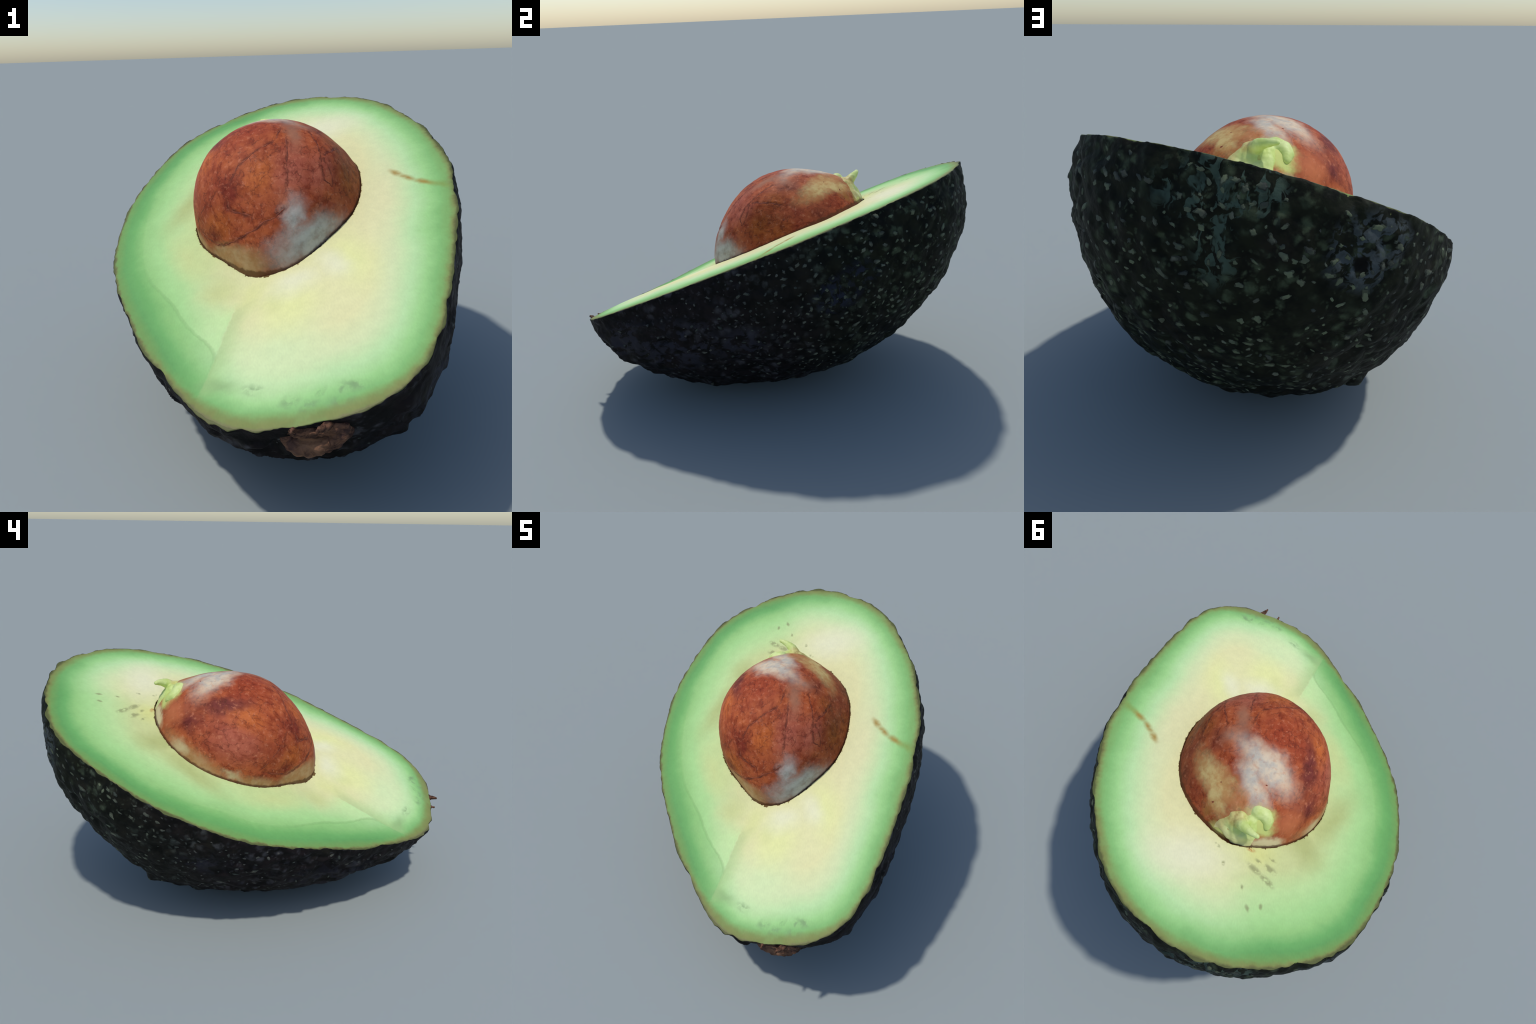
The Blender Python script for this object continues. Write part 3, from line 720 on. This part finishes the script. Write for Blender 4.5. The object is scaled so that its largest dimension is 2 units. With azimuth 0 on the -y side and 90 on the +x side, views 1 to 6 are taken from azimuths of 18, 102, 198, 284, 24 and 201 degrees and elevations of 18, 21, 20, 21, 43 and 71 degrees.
def pit_surface(dirs):
    """Radius of the pit with its fine relief, the furrows of the veins and the small dark pits."""
    r = pit_radius(dirs) + 0.0018 * perlin(dirs * 5 + 2) + 0.0010 * perlin(dirs * 13) + 0.0004 * perlin(dirs * 34)
    w = warp_dir(dirs)
    for chain, width, depth in VEINS:
        dist = np.min([seg_dist(w, a, b) for a, b in zip(chain, chain[1:])], axis=0)
        r = r - 0.0012 * depth * np.exp(-(dist / (width * 0.8)) ** 2) + 0.0008 * np.exp(-((dist - width * 2.2) / width) ** 2)
    for a, b, c, s in PITS:
        r = r - 0.003 * np.exp(-((dirs - np.array([a, b, c])) ** 2).sum(1) / (s * s * 0.5))
    return r


bm = bmesh.new()
bmesh.ops.create_icosphere(bm, subdivisions=7, radius=1.0)
dirs = np.array([v.co[:] for v in bm.verts]); dirs /= np.linalg.norm(dirs, axis=1)[:, None]
for v, d, r in zip(bm.verts, dirs, pit_surface(dirs)):
    v.co = d * r
pit_mesh = bpy.data.meshes.new("pit"); bm.to_mesh(pit_mesh); bm.free()
pit_mesh.polygons.foreach_set("use_smooth", np.ones(len(pit_mesh.polygons), dtype=bool))
pit_mesh.materials.append(MAT_PIT)
pit = add_object("pit", pit_mesh, root, CUT @ Matrix.Translation(Vector(PIT_CENTRE)))

# the small dark pores: shallow grains sunk in their dimples
bm = bmesh.new(); bmesh.ops.create_icosphere(bm, subdivisions=3, radius=1.0)
for v in bm.verts:
    v.co *= 1 + 0.25 * float(perlin(np.array([v.co[:]]) * 1.6 + 3.0)[0])
pore_mesh = bpy.data.meshes.new("pore"); bm.to_mesh(pore_mesh); bm.free()
pore_mesh.polygons.foreach_set("use_smooth", np.ones(len(pore_mesh.polygons), dtype=bool)); pore_mesh.materials.append(MAT_VEIN)
for k, (a, b, c, size_) in enumerate(PITS):
    d = np.array([[a, b, c]]); d /= np.linalg.norm(d)
    rad = size_ * 0.17
    turn_ = Vector(d[0]).to_track_quat("Z", "Y").to_matrix().to_4x4() @ Matrix.Rotation(k * 1.9, 4, "Z")
    add_object("pore", pore_mesh, pit, Matrix.Translation(Vector(d[0] * (pit_surface(d)[0] - 0.0004))) @ turn_ @ Matrix.Diagonal((rad * 1.3, rad, 0.0013, 1)))

# the veins themselves: dark cords of uneven width lying in the furrows
for k, (chain, width, depth) in enumerate(VEINS):
    c = np.array(chain, float)
    t = np.linspace(0, len(c) - 1, 14 * (len(c) - 1) + 1); i = np.minimum(t.astype(int), len(c) - 2); f = (t - i)[:, None]
    d = c[i] * (1 - f) + c[i + 1] * f
    for _ in range(3):                                                   # undo the warp, so that cord and furrow coincide
        d = d - (warp_dir(d) - (c[i] * (1 - f) + c[i + 1] * f))
    d /= np.linalg.norm(d, axis=1)[:, None]
    line = d * (pit_surface(d) - 0.0004)[:, None]
    tan = np.gradient(line, axis=0); tan /= np.linalg.norm(tan, axis=1)[:, None]
    sidew = np.cross(tan, d); sidew /= np.linalg.norm(sidew, axis=1)[:, None]
    taper = smooth(0, 0.12, t / t[-1]) * smooth(1, 0.85, t / t[-1])
    thick = width * 0.24 * depth * taper * np.clip(0.75 + 1.5 * perlin(d * 17 + k * 3.3) + 0.6 * perlin(d * 50), 0.05, 1.6)
    ang = np.linspace(0, 2 * math.pi, 8, endpoint=False)
    tube = line[:, None] + sidew[:, None] * (np.cos(ang)[None, :, None] * thick[:, None, None]) + d[:, None] * (np.sin(ang)[None, :, None] * np.minimum(thick, 0.0012)[:, None, None])
    add_object("vein", make_mesh("vein", tube, ring_faces(len(t), 8), MAT_VEIN), pit)


# ------------------------------------------------------------------ sprout and stem: chains of balls melted together
def melted(name, balls, voxel, relax, mat, rough=0.0, rough_scale=0.02):
    bm = bmesh.new()
    for chain in balls:
        for (a, b) in zip(chain, chain[1:]) if len(chain) > 1 else [(chain[0], chain[0])]:
            a, b = np.array(a), np.array(b)
            n = max(2, int(np.linalg.norm(a[:3] - b[:3]) / (0.35 * min(a[3], b[3]))) + 1)
            for t in np.linspace(0, 1, n):
                c = a + t * (b - a)
                bmesh.ops.create_icosphere(bm, subdivisions=3, radius=float(c[3]), matrix=Matrix.Translation(Vector(c[:3])))
    me = bpy.data.meshes.new(name); bm.to_mesh(me); bm.free()
    tmp = bpy.data.objects.new(name, me); bpy.context.scene.collection.objects.link(tmp)
    mod = tmp.modifiers.new("melt", "REMESH"); mod.mode = "VOXEL"; mod.voxel_size = voxel; mod.use_smooth_shade = True
    mod = tmp.modifiers.new("relax", "SMOOTH"); mod.factor = 0.5; mod.iterations = relax
    out = bpy.data.meshes.new_from_object(tmp.evaluated_get(bpy.context.evaluated_depsgraph_get()))
    bpy.data.objects.remove(tmp)
    out.name = name
    if rough:
        co = np.empty(len(out.vertices) * 3); out.vertices.foreach_get("co", co); co = co.reshape(-1, 3)
        nr = np.array([v.normal[:] for v in out.vertices])
        co = co + nr * (rough * perlin(co / rough_scale) + 0.5 * rough * perlin(co / (rough_scale * 0.45)))[:, None]
        out.vertices.foreach_set("co", co.ravel()); out.update()
    out.materials.clear(); out.materials.append(mat)
    out.polygons.foreach_set("use_smooth", np.ones(len(out.polygons), dtype=bool))
    return out


def on_pit(*balls):
    """Balls half sunk in the stalk-away face of the pit: u, n, how far they stand out, radius."""
    out = []
    for u, n, proud, rad in balls:
        v = -np.linspace(0.2, 0.7, 1001); q = np.stack([0 * v + u, v, 0 * v + n], -1) - PIT_CENTRE
        rho = np.linalg.norm(q, axis=1); i = int(np.argmax(rho > pit_radius(q / rho[:, None])))
        out.append((u, v[i] + rad - proud, n, rad))
    return out


horn = on_pit((0.03, 0.02, -0.002, 0.03), (0.055, 0.065, 0.002, 0.034), (0.082, 0.100, 0.007, 0.034), (0.106, 0.124, 0.017, 0.030)) + [
    (0.130, -0.514, 0.143, 0.024), (0.158, -0.532, 0.151, 0.018), (0.184, -0.542, 0.157, 0.014), (0.203, -0.547, 0.161, 0.011)]
collar = on_pit((0.085, 0.125, 0.002, 0.03), (0.110, 0.140, 0.008, 0.028), (0.115, 0.075, 0.010, 0.036), (0.120, 0.045, 0.010, 0.036), (0.125, 0.015, 0.006, 0.036), (0.145, 0.06, 0.010, 0.036))
web = on_pit((0.10, 0.10, 0.012, 0.035), (0.115, 0.06, 0.008, 0.035), (0.13, 0.01, 0.004, 0.03))
web2 = on_pit((0.06, 0.06, 0.006, 0.035), (0.10, 0.03, 0.006, 0.03), (0.17, 0.01, 0.004, 0.03))
ear = on_pit((0.165, 0.165, 0.008, 0.035), (0.198, 0.162, 0.014, 0.032), (0.220, 0.145, 0.015, 0.027), (0.229, 0.122, 0.013, 0.016))
body_ = on_pit((0.15, 0.13, 0.008, 0.035), (0.165, 0.10, 0.007, 0.035), (0.175, 0.06, 0.006, 0.035), (0.18, 0.02, 0.004, 0.03))
sprout = add_object("sprout", melted("sprout", [horn, collar, web, web2, ear, body_], 0.0035, 22, MAT_SPROUT, 0.0012, 0.02), pit, Matrix.Translation(-Vector(PIT_CENTRE)))

scar = [(-0.100, 1.012, -0.045, 0.022), (-0.116, 1.030, -0.078, 0.027), (-0.138, 1.040, -0.108, 0.029), (-0.168, 1.044, -0.110, 0.028), (-0.205, 1.040, -0.096, 0.027),
        (-0.248, 1.030, -0.080, 0.027), (-0.284, 1.012, -0.060, 0.026), (-0.284, 1.010, -0.036, 0.022), (-0.255, 1.020, -0.034, 0.020), (-0.220, 1.026, -0.042, 0.018),
        (-0.180, 1.030, -0.036, 0.020), (-0.145, 1.028, -0.034, 0.020), (-0.115, 1.016, -0.038, 0.019)]
prong = [(-0.242, 1.020, -0.016, 0.016), (-0.236, 1.036, -0.004, 0.012), (-0.229, 1.047, 0.008, 0.009), (-0.225, 1.060, 0.016, 0.0045)]
small_prong = [(-0.142, 1.030, -0.014, 0.014), (-0.145, 1.042, -0.004, 0.009), (-0.146, 1.054, 0.003, 0.005)]
dish = [(-0.150, 1.012, -0.066, 0.026), (-0.200, 1.016, -0.062, 0.026), (-0.250, 1.006, -0.052, 0.022)]
scar = [(u, v - 0.006 + 0.10 * min(0, n + 0.07), n * 0.96, r * 0.92) for u, v, n, r in scar]
dish = [(u, v - 0.010, n, r) for u, v, n, r in dish]
stem = add_object("stem", melted("stem", [scar, prong, small_prong, dish], 0.0032, 2, MAT_STEM, 0.006, 0.024), root, CUT)

# ------------------------------------------------------------------ pale specks (lenticels) scattered over the skin
want = 1450
cand_t = rng.uniform(-math.pi, math.pi, 60000); cand_p = np.arcsin(rng.uniform(0.035, 0.995, 60000))
cand = direction(cand_t, cand_p) * body_radius(cand_t, cand_p)[:, None]
keep = rng.random(60000) < (1 - 0.75 * smooth(0.05, 0.6, cand[:, 1])) * (0.35 + 0.65 * smooth(-0.15, 0.2, perlin(cand / 0.22 + 1.7)))
cand_t, cand_p, cand = cand_t[keep], cand_p[keep], cand[keep]
chosen = []
cell = {}
for i in range(len(cand)):
    key = tuple(np.floor(cand[i] / 0.034).astype(int))
    near = [j for a in (-1, 0, 1) for b in (-1, 0, 1) for c in (-1, 0, 1) for j in cell.get((key[0] + a, key[1] + b, key[2] + c), ())]
    if near and np.min(((cand[near] - cand[i]) ** 2).sum(1)) < 0.026 ** 2:
        continue
    cell.setdefault(key, []).append(i); chosen.append(i)
    if len(chosen) >= want:
        break
ct, cp = cand_t[chosen], cand_p[chosen]


def on_skin(t, p):
    q = direction(t, p) * skin_radius(t, p)[:, None]
    q[:, 2] += rim_wave(t) * np.exp(-(p / 0.18) ** 2)
    return q


pos = on_skin(ct, cp)
e = 0.008
dt = on_skin(ct + e, cp) - on_skin(ct - e, cp); dp = on_skin(ct, cp + e) - on_skin(ct, cp - e)
nrm = np.cross(dp, dt); nrm /= np.linalg.norm(nrm, axis=1)[:, None]
nrm *= np.sign((nrm * pos).sum(1))[:, None]
tx = dt / np.linalg.norm(dt, axis=1)[:, None]
ty = np.cross(nrm, tx)
turn = rng.normal(0, 0.7, len(ct)); ca, sa = np.cos(turn)[:, None], np.sin(turn)[:, None]
tx, ty = tx * ca + ty * sa, ty * ca - tx * sa
size = np.minimum(0.0050 * np.exp(rng.normal(0, 0.34, len(ct))), 0.0078); long = rng.uniform(1.0, 2.0, len(ct))
size = size * (1 + 0.45 * smooth(0.1, -0.8, pos[:, 1]))


def dome(k):
    """One speck: a low irregular dome, one unit in radius, edge sunk into the skin."""
    a = np.linspace(0, 2 * math.pi, 26, endpoint=False)
    wob = 1 + 0.55 * perlin(np.stack([np.cos(a) * 1.1, np.sin(a) * 1.1, 0 * a + k * 3.7], -1)) + 0.20 * perlin(np.stack([np.cos(a) * 2.4, np.sin(a) * 2.4, 0 * a + k * 5.1], -1))
    v = [(0, 0, 0.34)]
    for r, h in ((0.45, 0.30), (0.75, 0.15), (1.15, -0.28)):
        v += [(r * w * math.cos(t), r * w * math.sin(t), h) for t, w in zip(a, wob)]
    f = [[0, 1 + j, 1 + (j + 1) % 26] for j in range(26)]
    for ring in range(2):
        s = 1 + ring * 26
        f += [[s + j, s + 26 + j, s + 26 + (j + 1) % 26, s + (j + 1) % 26] for j in range(26)]
    return np.array(v), f                                                # the last 26 faces are the dim rim


shapes = [dome(k) for k in range(24)]
order = np.argsort(-size * np.sqrt(long))
RIM_OF_SPECK = np.array([0] * 52 + [1] * 26, dtype=np.int32)


def two_tone(me):
    me.materials.append(MAT_SPECK_EDGE)
    me.polygons.foreach_set("material_index", np.tile(RIM_OF_SPECK, len(me.polygons) // 78))
    return me


shared = [two_tone(make_mesh("lenticel", v, f, MAT_SPECK)) for v, f in shapes]
all_v, all_f, base = [], [], 0
for rank, i in enumerate(order):
    k = int(rng.integers(24))
    sx, sy, sz = size[i] * long[i], size[i], size[i] * 0.6
    if rank < 260:
        M = Matrix.Identity(4)
        for r in range(3):
            M[r][0], M[r][1], M[r][2], M[r][3] = tx[i][r] * sx, ty[i][r] * sy, nrm[i][r] * sz, pos[i][r]
        add_object("lenticel", shared[k], skin, M)
    else:
        v, f = shapes[k]
        all_v.append(pos[i] + v[:, :1] * tx[i] * sx + v[:, 1:2] * ty[i] * sy + v[:, 2:] * nrm[i] * sz)
        all_f += [[q + base for q in face_] for face_ in f]; base += len(v)
specks = add_object("lenticels", two_tone(make_mesh("lenticels", np.concatenate(all_v), all_f, MAT_SPECK)), skin)
specks["kind"] = "stuff"
